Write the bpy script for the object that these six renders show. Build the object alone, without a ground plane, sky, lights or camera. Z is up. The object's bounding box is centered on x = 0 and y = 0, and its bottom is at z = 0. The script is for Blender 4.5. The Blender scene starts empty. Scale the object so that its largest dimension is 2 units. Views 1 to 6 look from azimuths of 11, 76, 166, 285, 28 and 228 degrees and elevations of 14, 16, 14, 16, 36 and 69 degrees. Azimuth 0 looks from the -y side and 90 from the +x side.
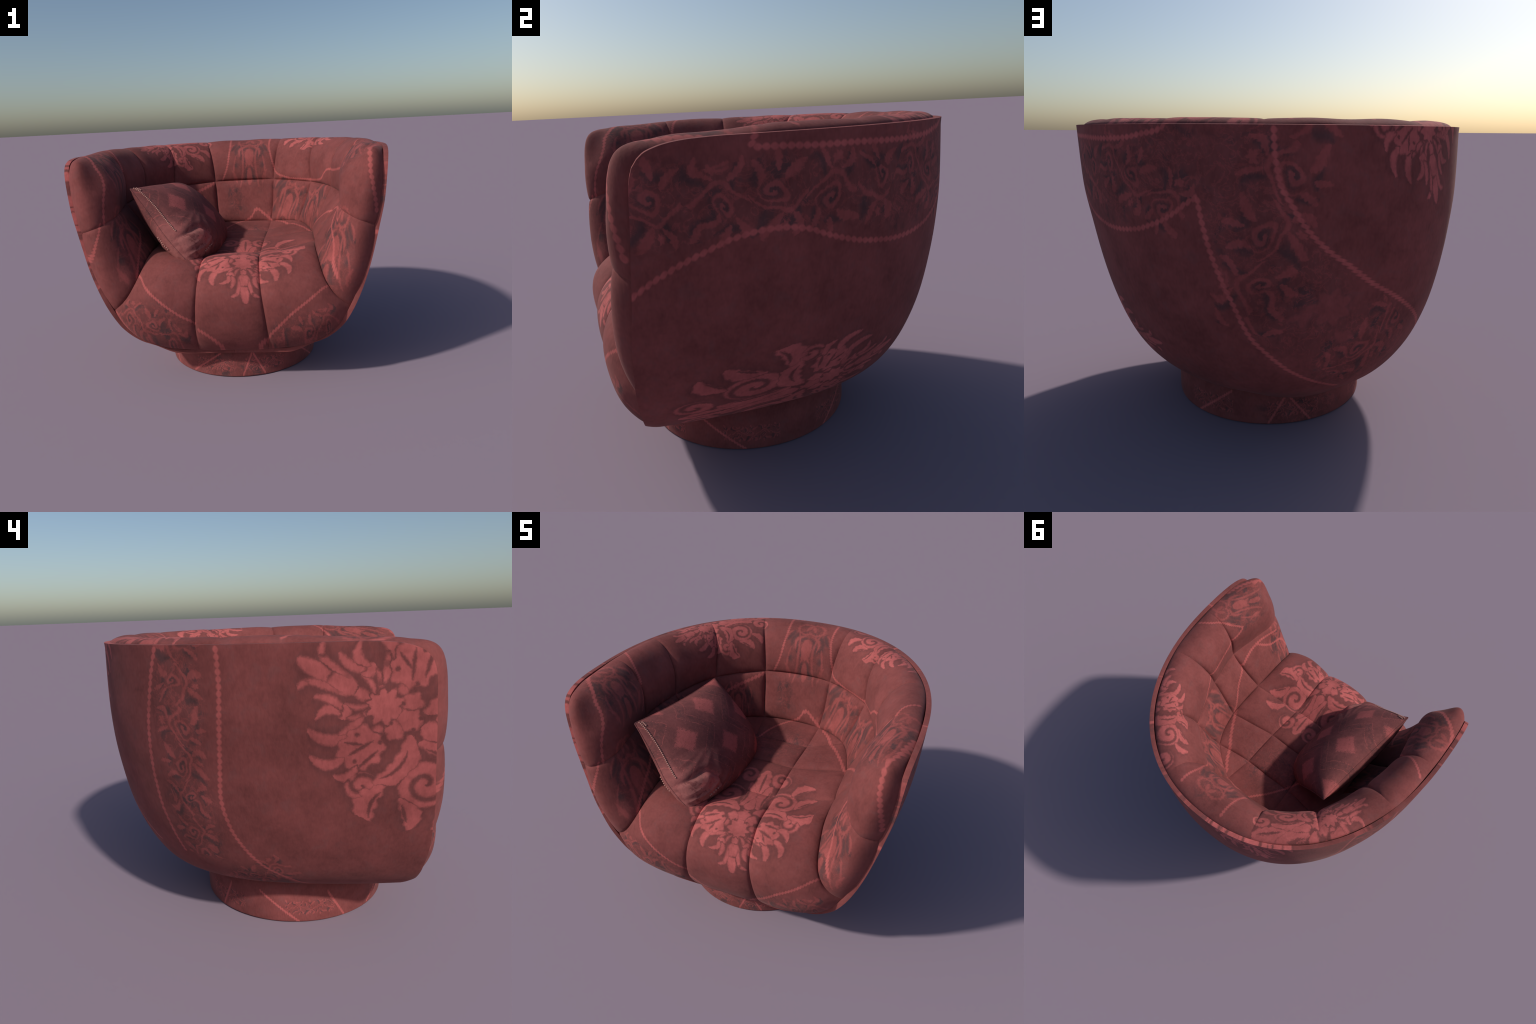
import bpy, math
import numpy as np
from mathutils import Matrix, Vector

# =====================================================================
#  A round upholstered tub armchair on a drum pedestal, with a square
#  throw cushion leaning on its left arm.  Local frame of the chair:
#  x = right (seen from the front), y = towards the back, z = up.
# =====================================================================
YAW = math.radians(6.2)
AXIS = (-0.024, -0.115, 0.0)


# ---------------------------------------------------------------- tools
def spline(pts, n_or_t, knots=None):
    """Catmull-Rom style cubic through pts (chord parameter)."""
    pts = np.asarray(pts, float)
    if knots is None:
        d = np.sqrt(np.linalg.norm(np.diff(pts, axis=0), axis=1) + 1e-9)
        knots = np.r_[0, np.cumsum(d)]
    k = np.asarray(knots, float)
    t = np.asarray(n_or_t, float)
    h = np.diff(k)
    s = np.diff(pts, axis=0) / h[:, None]
    m = np.empty_like(pts)
    m[1:-1] = (s[:-1] * h[1:, None] + s[1:] * h[:-1, None]) / (h[1:] + h[:-1])[:, None]
    m[0] = 1.5 * s[0] - 0.5 * m[1]
    m[-1] = 1.5 * s[-1] - 0.5 * m[-2]
    i = np.clip(np.searchsorted(k, t, side="right") - 1, 0, len(k) - 2)
    x = ((t - k[i]) / h[i])[:, None]
    H = h[i][:, None]
    return ((2 * x**3 - 3 * x**2 + 1) * pts[i] + (x**3 - 2 * x**2 + x) * H * m[i]
            + (-2 * x**3 + 3 * x**2) * pts[i + 1] + (x**3 - x**2) * H * m[i + 1])


def curve1(xs, ys, x):
    """Monotone cubic through (xs, ys)."""
    xs, ys, x = np.asarray(xs, float), np.asarray(ys, float), np.asarray(x, float)
    h = np.diff(xs)
    s = np.diff(ys) / h
    m = np.zeros_like(ys)
    for i in range(1, len(xs) - 1):
        if s[i - 1] * s[i] > 0:
            w1, w2 = 2 * h[i] + h[i - 1], h[i] + 2 * h[i - 1]
            m[i] = (w1 + w2) / (w1 / s[i - 1] + w2 / s[i])
    m[0], m[-1] = s[0], s[-1]
    x = np.clip(x, xs[0], xs[-1])
    i = np.clip(np.searchsorted(xs, x, side="right") - 1, 0, len(xs) - 2)
    t = (x - xs[i]) / h[i]
    return ((2 * t**3 - 3 * t**2 + 1) * ys[i] + (t**3 - 2 * t**2 + t) * h[i] * m[i]
            + (-2 * t**3 + 3 * t**2) * ys[i + 1] + (t**3 - t**2) * h[i] * m[i + 1])


def pillow(t, p=4.5, q=0.55):
    return np.maximum(0.0, 1 - np.abs(2 * t - 1) ** p) ** q


def grid_mesh(name, P, mat, parent, flip=False, wrap=False):
    nu, nv = P.shape[:2]
    idx = np.arange(nu * nv).reshape(nu, nv)
    a, b, c, d = idx[:-1, :-1], idx[1:, :-1], idx[1:, 1:], idx[:-1, 1:]
    f = np.stack([a, b, c, d] if not flip else [a, d, c, b], -1).reshape(-1, 4)
    return make(name, P.reshape(-1, 3), f.tolist(), mat, parent)


def make(name, verts, faces, mat, parent, smooth=True):
    me = bpy.data.meshes.new(name)
    me.from_pydata(np.asarray(verts).tolist(), [], faces)
    me.update()
    if smooth:
        me.polygons.foreach_set("use_smooth", [True] * len(me.polygons))
    me.materials.append(mat)
    ob = bpy.data.objects.new(name, me)
    bpy.context.scene.collection.objects.link(ob)
    ob.parent = parent
    return ob


def lattice_noise(P, scale, seed):
    """Cheap smooth pseudo-noise from a few sine waves."""
    r = np.random.default_rng(seed)
    out = np.zeros(P.shape[:-1])
    for k in range(7):
        d = r.normal(size=3)
        d = d / np.linalg.norm(d) * scale * r.uniform(0.6, 1.6)
        out += np.sin(P @ d + r.uniform(0, 6.28))
    return out / 4.0

#MATERIALS#
# ------------------------------------------------------------ materials
# A small wrapper that lets the pattern be written as formulas of math nodes.
class Nodes:
    def __init__(self, tree):
        self.t = tree

    def new(self, kind, **kw):
        n = self.t.nodes.new(kind)
        for k, v in kw.items():
            setattr(n, k, v)
        return n

    def put(self, sock, v):
        if isinstance(v, bpy.types.NodeSocket):
            self.t.links.new(v, sock)
        else:
            sock.default_value = v

    def m(self, op, a, b=None, c=None, clamp=False):
        n = self.new("ShaderNodeMath", operation=op, use_clamp=clamp)
        for i, v in enumerate((a, b, c)):
            if v is not None:
                self.put(n.inputs[i], v)
        return n.outputs[0]

    def add(self, a, b): return self.m("ADD", a, b)
    def sub(self, a, b): return self.m("SUBTRACT", a, b)
    def mul(self, a, b): return self.m("MULTIPLY", a, b)
    def mad(self, a, b, c): return self.m("MULTIPLY_ADD", a, b, c)
    def mx(self, a, b): return self.m("MAXIMUM", a, b)
    def mn(self, a, b): return self.m("MINIMUM", a, b)
    def ab(self, a): return self.m("ABSOLUTE", a)

    def step(self, x, lo, hi):
        """smooth 0..1 ramp of x between lo and hi (lo may exceed hi)"""
        n = self.new("ShaderNodeMapRange", interpolation_type="SMOOTHSTEP")
        flip = lo > hi
        for i, v in enumerate((x, min(lo, hi), max(lo, hi), 1.0 if flip else 0.0, 0.0 if flip else 1.0)):
            self.put(n.inputs[i], v)
        return n.outputs[0]

    def length(self, x, y):
        return self.m("SQRT", self.mad(x, x, self.mul(y, y)))

    def mixf(self, f, a, b):
        n = self.new("ShaderNodeMix", data_type="FLOAT")
        self.put(n.inputs[0], f); self.put(n.inputs[2], a); self.put(n.inputs[3], b)
        return n.outputs[0]

    def mixc(self, f, a, b, mode="MIX"):
        n = self.new("ShaderNodeMix", data_type="RGBA", blend_type=mode)
        self.put(n.inputs[0], f)
        for s, v in ((n.inputs[6], a), (n.inputs[7], b)):
            self.put(s, (*v, 1) if isinstance(v, tuple) else v)
        return n.outputs[2]

    def noise(self, vec, scale, detail=3.0, rough=0.55, dist=0.0):
        n = self.new("ShaderNodeTexNoise")
        self.put(n.inputs["Vector"], vec)
        n.inputs["Scale"].default_value = scale
        n.inputs["Detail"].default_value = detail
        n.inputs["Roughness"].default_value = rough
        n.inputs["Distortion"].default_value = dist
        return n.outputs["Fac"]

    def vec(self, x, y, z=0.0):
        n = self.new("ShaderNodeCombineXYZ")
        for i, v in enumerate((x, y, z)):
            self.put(n.inputs[i], v)
        return n.outputs[0]

    def curve(self, x, pts):
        n = self.new("ShaderNodeFloatCurve")
        c = n.mapping.curves[0]
        while len(c.points) > 2:
            c.points.remove(c.points[1])
        c.points[0].location, c.points[1].location = pts[0], pts[-1]
        for p in pts[1:-1]:
            c.points.new(*p)
        for p in c.points:
            p.handle_type = "AUTO_CLAMPED"
        n.mapping.update()
        self.put(n.inputs["Value"], x)
        return n.outputs[0]

    # ---- shapes: every one returns a field that is positive inside
    def leaf(self, x, y, a, b, w, bend=0.0, saw=0.0, tip=0.7):
        dx, dy = b[0] - a[0], b[1] - a[1]
        L = math.hypot(dx, dy)
        ux, uy = dx / L, dy / L
        s = self.mad(x, ux / L, self.mad(y, uy / L, -(a[0] * ux + a[1] * uy) / L))
        n = self.mad(x, -uy, self.mad(y, ux, a[0] * uy - a[1] * ux))
        para = self.mx(self.mul(s, self.sub(1.0, s)), 0.0)
        if bend:
            n = self.mad(para, -4 * bend, n)
        wide = self.mul(self.m("POWER", para, tip), w * 4 ** tip)
        if saw:
            teeth = self.m("COSINE", self.mul(s, 6.28 * max(3, round(L / 0.085))))
            wide = self.mul(wide, self.mad(teeth, saw / w, 1.0))
        d = self.sub(wide, self.ab(n))
        return self.mad(self.m("LESS_THAN", para, 1e-4), -0.25, d)

    def disc(self, x, y, c, r, lobes=0, amp=0.0):
        px, py = self.add(x, -c[0]), self.add(y, -c[1])
        d = self.sub(r, self.length(px, py))
        if lobes:
            d = self.mad(self.m("COSINE", self.mul(self.m("ARCTAN2", py, px), float(lobes))), amp, d)
        return d

    def ring(self, x, y, c, r, w, lobes=0, amp=0.0):
        px, py = self.add(x, -c[0]), self.add(y, -c[1])
        d = self.sub(w, self.ab(self.add(self.length(px, py), -r)))
        if lobes:
            d = self.mad(self.m("COSINE", self.mul(self.m("ARCTAN2", py, px), float(lobes))), amp, d)
        return d

    def spiral(self, x, y, c, R, pitch, duty=0.34, phase=0.0, sign=1.0):
        px, py = self.add(x, -c[0]), self.add(y, -c[1])
        r = self.length(px, py)
        th = self.m("ARCTAN2", py, px)
        t = self.mad(r, 1.0 / pitch, self.mad(th, sign / 6.28318, phase))
        f = self.ab(self.add(self.m("FRACT", t), -0.5))
        return self.mn(self.mul(self.sub(duty, f), pitch), self.sub(R, r))

    def gapped(self, fields, gap):
        """union that leaves a thin dark cut where two pieces overlap"""
        m1, m2 = fields[0], -1.0
        for f in fields[1:]:
            m2 = self.mx(m2, self.mn(m1, f))
            m1 = self.mx(m1, f)
        return self.mn(m1, self.sub(self.sub(m1, m2), gap))

    def union(self, fields):
        out = fields[0]
        for f in fields[1:]:
            out = self.mx(out, f)
        return out

    # ---- a row of beads along a smooth line given by points (a, b)
    def beads(self, a, b, pts, along=0, r=0.009, pitch=0.022, soft=0.0035, flat=0.30):
        """pts in metres; `along` picks the coordinate the line is a function of"""
        u, v = (a, b) if along == 0 else (b, a)
        P = sorted((p if along == 0 else (p[1], p[0])) for p in pts)
        x0, x1 = P[0][0], P[-1][0]
        y0, y1 = min(p[1] for p in P), max(p[1] for p in P)
        span, rise = x1 - x0, max(y1 - y0, 1e-3)
        X = np.linspace(x0, x1, 9 if len(P) > 3 else 5)
        px, py = np.array([p[0] for p in P]), np.array([p[1] for p in P])
        fine = np.linspace(x0, x1, 200)
        fy = pchip(px, py, fine)
        slope = np.gradient(fy, fine)
        arc = np.r_[0, np.cumsum(np.hypot(np.diff(fine), np.diff(fy)))]
        at = lambda arr: [(float((q - x0) / span), float(np.interp(q, fine, arr))) for q in X]
        n = self.new("ShaderNodeMapRange")
        for i, w in enumerate((u, x0, x1, 0.0, 1.0)):
            self.put(n.inputs[i], w)
        t = n.outputs[0]
        xs = [float((q - x0) / span) for q in (sorted(set(px) | set(X)))]
        f = self.curve(t, [(float((q - x0) / span), float((pchip(px, py, np.array([q]))[0] - y0) / rise)) for q in sorted(set(px))])
        c = self.curve(t, at(1 / np.sqrt(1 + slope ** 2)))
        s = self.curve(t, at(arc / arc[-1]))
        d = self.mul(self.ab(self.sub(v, self.mad(f, rise, y0))), c)
        beat = self.ab(self.m("SINE", self.mul(s, math.pi * round(arc[-1] / pitch))))
        w = self.mad(beat, r * (1 - flat), r * flat)
        mask = self.step(self.sub(w, d), -soft, soft)
        inside = self.mul(self.step(u, x0 - 0.004, x0 + 0.004), self.step(u, x1 + 0.004, x1 - 0.004))
        return self.mul(mask, inside)

    def place(self, a, b, instances):
        """Local coordinates of the motif instance a point belongs to.
        instance: (centre a, centre b, angle of the local +y axis, size, half-width limits)"""
        P, Q = 9.0, 9.0
        for ca, cb, ang, size, x_lim, y_lo, y_hi, *sx in instances:
            px, py = math.sin(ang), -math.cos(ang)        # local x axis
            qx, qy = math.cos(ang), math.sin(ang)         # local y axis
            k = (sx[0] if sx else 1.0) / size
            p = self.mad(a, px * k, self.mad(b, py * k, -(ca * px + cb * py) * k))
            k = 1.0 / size
            q = self.mad(a, qx * k, self.mad(b, qy * k, -(ca * qx + cb * qy) * k))
            mid, half = (y_lo + y_hi) / 2, (y_hi - y_lo) / 2
            box = self.mx(self.mul(self.ab(p), 1 / x_lim), self.mul(self.ab(self.add(q, -mid)), 1 / half))
            use = self.m("LESS_THAN", box, 1.0)
            P, Q = self.mixf(use, P, p), self.mixf(use, Q, q)
        return P, Q

    def damask(self, p, q):
        """Big symmetric palmette: flower at the origin, pointed leaf at y = -0.62."""
        x, y = self.ab(p), q
        F = [
            self.leaf(x, y, (0, -.32), (0, -.63), .050, tip=.5),
            self.leaf(x, y, (0, -.20), (0, -.42), .066, tip=.45),
            self.leaf(x, y, (.045, -.27), (.095, -.52), .026, -.012, tip=.4),
            self.leaf(x, y, (.080, -.485), (.165, -.535), .020, -.012, tip=.5),
            self.leaf(x, y, (0, -.09), (0, -.235), .036),
            self.leaf(x, y, (.03, -.09), (.10, -.23), .015, .025),
            self.leaf(x, y, (.05, -.07), (.18, -.19), .017, .03),
            self.leaf(x, y, (.10, -.22), (.20, -.19), .036, .01, tip=.4),
            self.leaf(x, y, (.15, -.20), (.155, -.42), .026, -.03, tip=.4),
            self.leaf(x, y, (.18, -.19), (.285, -.34), .030, -.06, tip=.4),
            self.leaf(x, y, (.10, -.09), (.31, -.16), .026, .02, tip=.45),
            self.disc(x, y, (0, 0), .108, 9, .020),
            self.disc(x, y, (.31, .01), .150, 9, .014),
            self.leaf(x, y, (.26, -.09), (.37, -.35), .040, .055, tip=.4),
            self.leaf(x, y, (.40, -.04), (.53, -.25), .038, .065, tip=.4),
            self.leaf(x, y, (.42, .06), (.58, -.04), .034, .05, tip=.4),
            self.disc(x, y, (0, .180), .078, 5, .010),
            self.disc(x, y, (.105, .140), .062, 5, .008),
            self.disc(x, y, (.150, .045), .034),
            self.leaf(x, y, (0, .275), (0, .53), .078, 0, tip=.45),
            self.leaf(x, y, (.08, .25), (.50, .22), .088, .10, .008, tip=.5),
            self.leaf(x, y, (.10, .32), (.13, .78), .066, .05, .006, tip=.5),
            self.spiral(x, y, (.33, .53), .185, .128, .34, .15, -1),
            self.spiral(x, y, (.55, .16), .105, .10, .33, .55, 1),
            self.leaf(x, y, (.46, .28), (.80, .36), .078, -.07, .010, tip=.5),
            self.leaf(x, y, (.50, .44), (.72, .66), .064, .05, .008, tip=.5),
            self.leaf(x, y, (.40, .68), (.66, .82), .056, .06, .008, tip=.5),
            self.spiral(x, y, (.21, .90), .120, .11, .33, .1, 1),
            self.leaf(x, y, (0, .60), (0, 1.02), .085, 0, .010, tip=.5),
        ]
        cuts = self.union([
            self.leaf(x, y, (.22, .06), (.40, -.03), .012), self.leaf(x, y, (.27, .12), (.45, .07), .012), self.leaf(x, y, (.28, .02), (.33, -.10), .011),
            self.disc(x, y, (.215, .10), .016), self.disc(x, y, (.24, -.055), .015), self.disc(x, y, (.41, .03), .014),
            self.leaf(x, y, (.12, .38), (.14, .70), .014, .02), self.leaf(x, y, (.18, .29), (.44, .24), .013, .04),
            self.leaf(x, y, (.52, .30), (.74, .34), .013, -.03), self.leaf(x, y, (.54, .48), (.66, .60), .013),
            self.leaf(x, y, (0, .66), (0, .96), .015), self.leaf(x, y, (.44, .70), (.60, .79), .012),
            self.disc(x, y, (.07, .09), .014), self.disc(x, y, (.045, .24), .016),
        ])
        return self.mn(self.gapped(F, self.cut), self.mul(cuts, -1.6))

    def vine(self, s, t):
        """Running scroll: wavy stem, a curl and leaves in every bend. s along (period 2), t across."""
        cell = self.m("FLOOR", s)
        odd = self.sub(self.mul(self.m("FRACT", self.mul(cell, 0.5)), 4.0), 1.0)      # -1, 1, -1 ...
        x = self.add(self.sub(s, cell), -0.5)
        y = self.mul(t, odd)
        stem = self.sub(0.045, self.ab(self.mad(self.m("COSINE", self.mul(x, math.pi)), -0.34, self.add(y, 0.05))))
        light = self.union([
            stem,
            self.spiral(x, y, (.02, -.12), .25, .19, .26, .1, 1),
            self.leaf(x, y, (-.12, .32), (-.36, .66), .085, .05, .012, tip=.5),
            self.leaf(x, y, (.10, .33), (.30, .72), .075, -.06, .012, tip=.5),
            self.leaf(x, y, (-.22, -.28), (-.50, -.58), .070, .04, .010, tip=.5),
            self.leaf(x, y, (.22, -.24), (.46, -.60), .065, -.05, .010, tip=.5),
            self.disc(x, y, (.02, .52), .085, 5, .02),
            self.leaf(x, y, (-.05, -.42), (.06, -.76), .080, .03, .010, tip=.5),
        ])
        dark = self.union([
            self.disc(x, y, (.04, -.13), .13),
            self.leaf(x, y, (-.30, .18), (-.16, .56), .07, 0),
            self.leaf(x, y, (.30, .20), (.46, .62), .07, 0),
            self.leaf(x, y, (-.30, -.50), (.16, -.52), .07, .05),
            self.leaf(x, y, (.30, -.20), (.34, -.62), .06, .03),
        ])
        return light, dark

    def lyre(self, p, q):
        """Quieter ornament: bulb, drop, two swinging strokes, scalloped crown."""
        x, y = self.ab(p), q
        F = [
            self.leaf(x, y, (0, .33), (0, -.20), .150, 0, tip=.5),
            self.leaf(x, y, (.08, -.05), (.13, -.27), .034, -.02),
            self.leaf(x, y, (0, -.26), (0, -.74), .095, 0, tip=.5),
            self.leaf(x, y, (.03, .46), (.31, .02), .046, .14, tip=.5),
            self.leaf(x, y, (.30, .62), (.34, -.80), .036, -.11, tip=.35),
            self.leaf(x, y, (.42, .10), (.52, -.62), .030, .06, tip=.4),
            self.ring(x, y, (.13, .70), .20, .036, 14, .010),
            self.leaf(x, y, (.02, .86), (.12, .62), .050, 0),
            self.leaf(x, y, (.44, .62), (.60, .22), .036, .06),
            self.leaf(x, y, (.44, -.70), (.62, -.30), .045, .04),
        ]
        light = self.union(F)
        dark = self.union([
            self.leaf(x, y, (.03, .38), (.24, -.08), .040, .10),
            self.leaf(x, y, (.09, -.22), (.18, -.66), .040, -.03),
            self.leaf(x, y, (.10, .56), (.42, .00), .045, .15),
            self.disc(x, y, (.46, -.18), .07),
            self.leaf(x, y, (.40, .62), (.70, .20), .05, -.06),
        ])
        return light, dark

    def zone(self, a, b, blobs):
        out = None
        for ca, cb, ra, rb in blobs:
            e = self.length(self.mad(a, 1 / ra, -ca / ra), self.mad(b, 1 / rb, -cb / rb))
            z = self.step(e, 1.15, 0.6)
            out = z if out is None else self.mx(out, z)
        return out


def pattern_group(name, outs):
    """The pattern formula `name` of Nodes as a reusable node group (x, y -> fields)."""
    if name in bpy.data.node_groups:
        return bpy.data.node_groups[name]
    gr = bpy.data.node_groups.new(name, "ShaderNodeTree")
    for k in ("x", "y", "cut"):
        gr.interface.new_socket(k, in_out="INPUT", socket_type="NodeSocketFloat")
    for k in range(outs):
        gr.interface.new_socket("field%d" % k, in_out="OUTPUT", socket_type="NodeSocketFloat")
    g = Nodes(gr)
    i, o = gr.nodes.new("NodeGroupInput"), gr.nodes.new("NodeGroupOutput")
    g.cut = i.outputs[2]
    r = getattr(g, name)(i.outputs[0], i.outputs[1])
    for k, f in enumerate(r if outs > 1 else (r,)):
        gr.links.new(f, o.inputs[k])
    return gr


def use_pattern(g, name, outs, x, y, cut=0.0):
    n = g.new("ShaderNodeGroup", node_tree=pattern_group(name, outs))
    for k, v in enumerate((x, y, cut)):
        g.put(n.inputs[k], v)
    return n.outputs[0] if outs == 1 else tuple(n.outputs[:outs])


def pchip(px, py, x):
    if len(px) == 2:
        return np.interp(x, px, py)
    return curve1(px, py, x)


PLAIN = (0.186, 0.0495, 0.0462)
BRIGHT = (0.470, 0.107, 0.098)
DARK = (0.105, 0.043, 0.043)


BIG = dict(r=0.0115, pitch=0.029, soft=0.005)
MIDL = dict(r=0.0095, pitch=0.022, soft=0.004)
HUGE = dict(r=0.013, pitch=0.034, soft=0.005)


def fabric(name, kind, lines, motifs, ornaments, zones, grain=1.0, gain=1.0):
    mat = bpy.data.materials.new(name)
    mat.use_nodes = True
    t = mat.node_tree
    g = Nodes(t)
    bsdf = t.nodes["Principled BSDF"]
    obj = g.new("ShaderNodeTexCoord").outputs["Object"]
    # a slight wobble gives every edge the ragged look of woven pile
    wob = g.new("ShaderNodeTexNoise")
    wob.inputs["Scale"].default_value = 95
    wob.inputs["Detail"].default_value = 2
    g.put(wob.inputs["Vector"], obj)
    wv = g.new("ShaderNodeVectorMath", operation="MULTIPLY_ADD")
    g.put(wv.inputs[0], wob.outputs["Color"])
    wv.inputs[1].default_value = (0.013,) * 3
    wv.inputs[2].default_value = (-0.0065,) * 3
    sh = g.new("ShaderNodeVectorMath", operation="ADD")
    g.put(sh.inputs[0], obj)
    g.put(sh.inputs[1], wv.outputs[0])
    def unwrap(v):
        sep = g.new("ShaderNodeSeparateXYZ")
        g.put(sep.inputs[0], v)
        x, y, z = sep.outputs
        if kind == "seat":                                    # left-right, and front edge round to the back
            return x, y, z, x, g.add(y, g.mn(g.add(z, -0.8), 0.0))
        if kind == "drum":
            return x, y, z, g.mul(g.m("ARCTAN2", x, y), 0.53), z
        # round the back, and up
        R = 0.95 if kind == "bowl" else 0.80
        k = 0.95 if kind == "bowl" else 0.85
        yp = g.mx(y, 0.0)
        r = g.length(x, yp)
        ang = g.m("ARCTAN2", x, yp)
        ahead = g.mx(g.mul(y, -1.0), 0.0)
        if kind == "wall":                                    # the arm fronts carry on round the corner
            top = g.step(z, 1.28, 1.43)
            face = g.mul(g.step(y, -0.45, -0.62), g.sub(1.0, top))
            ahead = g.mad(g.mx(g.add(r, -0.66), 0.0), face, ahead)
        a = g.mad(ang, k, g.mul(g.mul(g.m("SIGN", x), ahead), k / R))
        b = g.mad(g.mx(g.sub(0.86, r), 0.0), -0.75, z) if kind == "bowl" else g.mad(g.mx(g.add(r, -0.72), 0.0), top, z)
        return x, y, z, a, b

    x, y, z, a0, b0 = unwrap(obj)
    _, _, _, a, b = unwrap(sh.outputs[0])
    # ground colour: blotchy velvet with a fine streaky grain
    soft = g.noise(obj, 5.0, 4.0, 0.6)
    fine = g.noise(g.vec(g.mul(x, 2.2), g.mul(y, 2.2), g.mul(z, 1.0)), 34.0 * grain, 3.0, 0.65)
    spot = g.noise(obj, 16.0, 3.0, 0.6, 0.6)
    value = g.mad(soft, 0.95, g.mad(fine, 0.45, g.mad(spot, 0.55, 0.02)))
    col = g.mixc(g.step(spot, 0.50, 0.72), PLAIN, (PLAIN[0] * .86, PLAIN[1] * .98, PLAIN[2] * 1.0))
    if zones:
        zn = g.zone(a, b, zones)
        wisps = g.noise(g.vec(a, b), 13.0, 4.0, 0.6, 1.6)
        blot = g.noise(g.vec(g.add(a, 3.1), b), 8.0, 2.0, 0.5, 0.8)
        col = g.mixc(g.mul(zn, 0.55), col, (.135, .043, .041))
        col = g.mixc(g.mul(zn, g.mul(g.step(blot, 0.56, 0.70), 0.75)), col, (.062, .036, .038))
        col = g.mixc(g.mul(zn, g.mul(g.step(g.ab(g.add(wisps, -0.5)), 0.045, 0.0), 0.55)), col, (.27, .062, .058))
    if ornaments:
        p, q = g.place(a, b, ornaments)
        if kind != "wall":
            warp = g.noise(g.vec(p, q), 1.3, 1.0, 0.5)
            light, dark = use_pattern(g, "vine", 2, g.mad(warp, 0.9, p), g.mad(warp, -0.3, g.add(q, 0.15)))
        else:
            light, dark = use_pattern(g, "lyre", 2, p, q)
        col = g.mixc(g.mul(g.step(dark, -0.07, 0.06), 0.80), col, (.075, .037, .038))
        col = g.mixc(g.mul(g.step(light, -0.022, 0.028), 0.70), col, (.30, .070, .065))
    if kind == "bowl":                                    # one soft broad leaf low on the back
        fx, fy = g.mul(g.add(a, -.065), 8.0), g.mul(g.add(b, -.765), 8.0)
        broad = g.union([g.disc(fx, fy, (0, 0), .62, 7, .11), g.leaf(fx, fy, (.55, .2), (.95, -.75), .20, .15), g.leaf(fx, fy, (.8, -.3), (1.5, -.45), .13, .1),
                         g.leaf(fx, fy, (-.2, -.8), (-1.0, -1.2), .22, .2)])
        col = g.mixc(g.mul(g.step(broad, -0.14, 0.0), 0.55), col, (.105, .038, .038))
        col = g.mixc(g.mul(g.step(broad, -0.10, 0.12), 0.6), col, (.26, .064, .060))
    if motifs:
        p, q = g.place(a, b, motifs)
        d = use_pattern(g, "damask", 1, p, q, g.mul(g.step(g.noise(g.vec(p, q), 4.5, 1.0), 0.40, 0.60), 0.012))
        col = g.mixc(g.mul(g.step(d, -0.075, -0.01), 0.50), col, (.125, .040, .039))
        tone = g.mixc(soft, (.31, .075, .071), (.43, .104, .098))
        col = g.mixc(g.step(d, -0.014, 0.016), col, tone)
    for ln in lines:
        pts, along, opt = ln
        col = g.mixc(g.mul(g.beads(a0, b0, pts, along, **opt), 0.9), col, (.38, .090, .084))
    if kind == "wall":                                    # the row that runs down the front of the right arm
        row = g.beads(x, z, [(.866, 1.485), (.850, 1.44), (.849, 1.378), (.862, 1.28), (.884, 1.150), (.890, 1.10)], 1, **HUGE)
        col = g.mixc(g.mul(g.mul(row, g.step(y, -0.555, -0.575)), 0.9), col, (.38, .090, .084))
    hue = g.new("ShaderNodeVectorMath", operation="SCALE")
    g.put(hue.inputs[0], col)
    g.put(hue.inputs["Scale"], g.mul(value, gain))
    if kind == "bowl":                                    # the colour is scaled a little lighter on the right and back
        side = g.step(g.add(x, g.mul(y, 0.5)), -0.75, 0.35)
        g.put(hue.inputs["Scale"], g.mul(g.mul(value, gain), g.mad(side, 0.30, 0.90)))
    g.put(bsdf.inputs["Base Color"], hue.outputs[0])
    bsdf.inputs["Roughness"].default_value = 0.9
    bsdf.inputs["Specular IOR Level"].default_value = 0.22
    bsdf.inputs["Sheen Weight"].default_value = 0.06
    bsdf.inputs["Sheen Roughness"].default_value = 0.4
    bsdf.inputs["Sheen Tint"].default_value = (0.9, 0.6, 0.55, 1)
    bump = g.new("ShaderNodeBump")
    bump.inputs["Strength"].default_value = 0.18
    bump.inputs["Distance"].default_value = 0.004
    g.put(bump.inputs["Height"], g.add(fine, g.mul(spot, 0.8)))
    g.put(bsdf.inputs["Normal"], bump.outputs[0])
    return mat


def scaled(pts, k):
    return [(p * k, q) for p, q in pts]


def ang_of(dx, dy):
    """angle of the local +y axis when the pointed leaf (local -y) looks along (dx, dy)"""
    return math.atan2(-dy, -dx)


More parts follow.
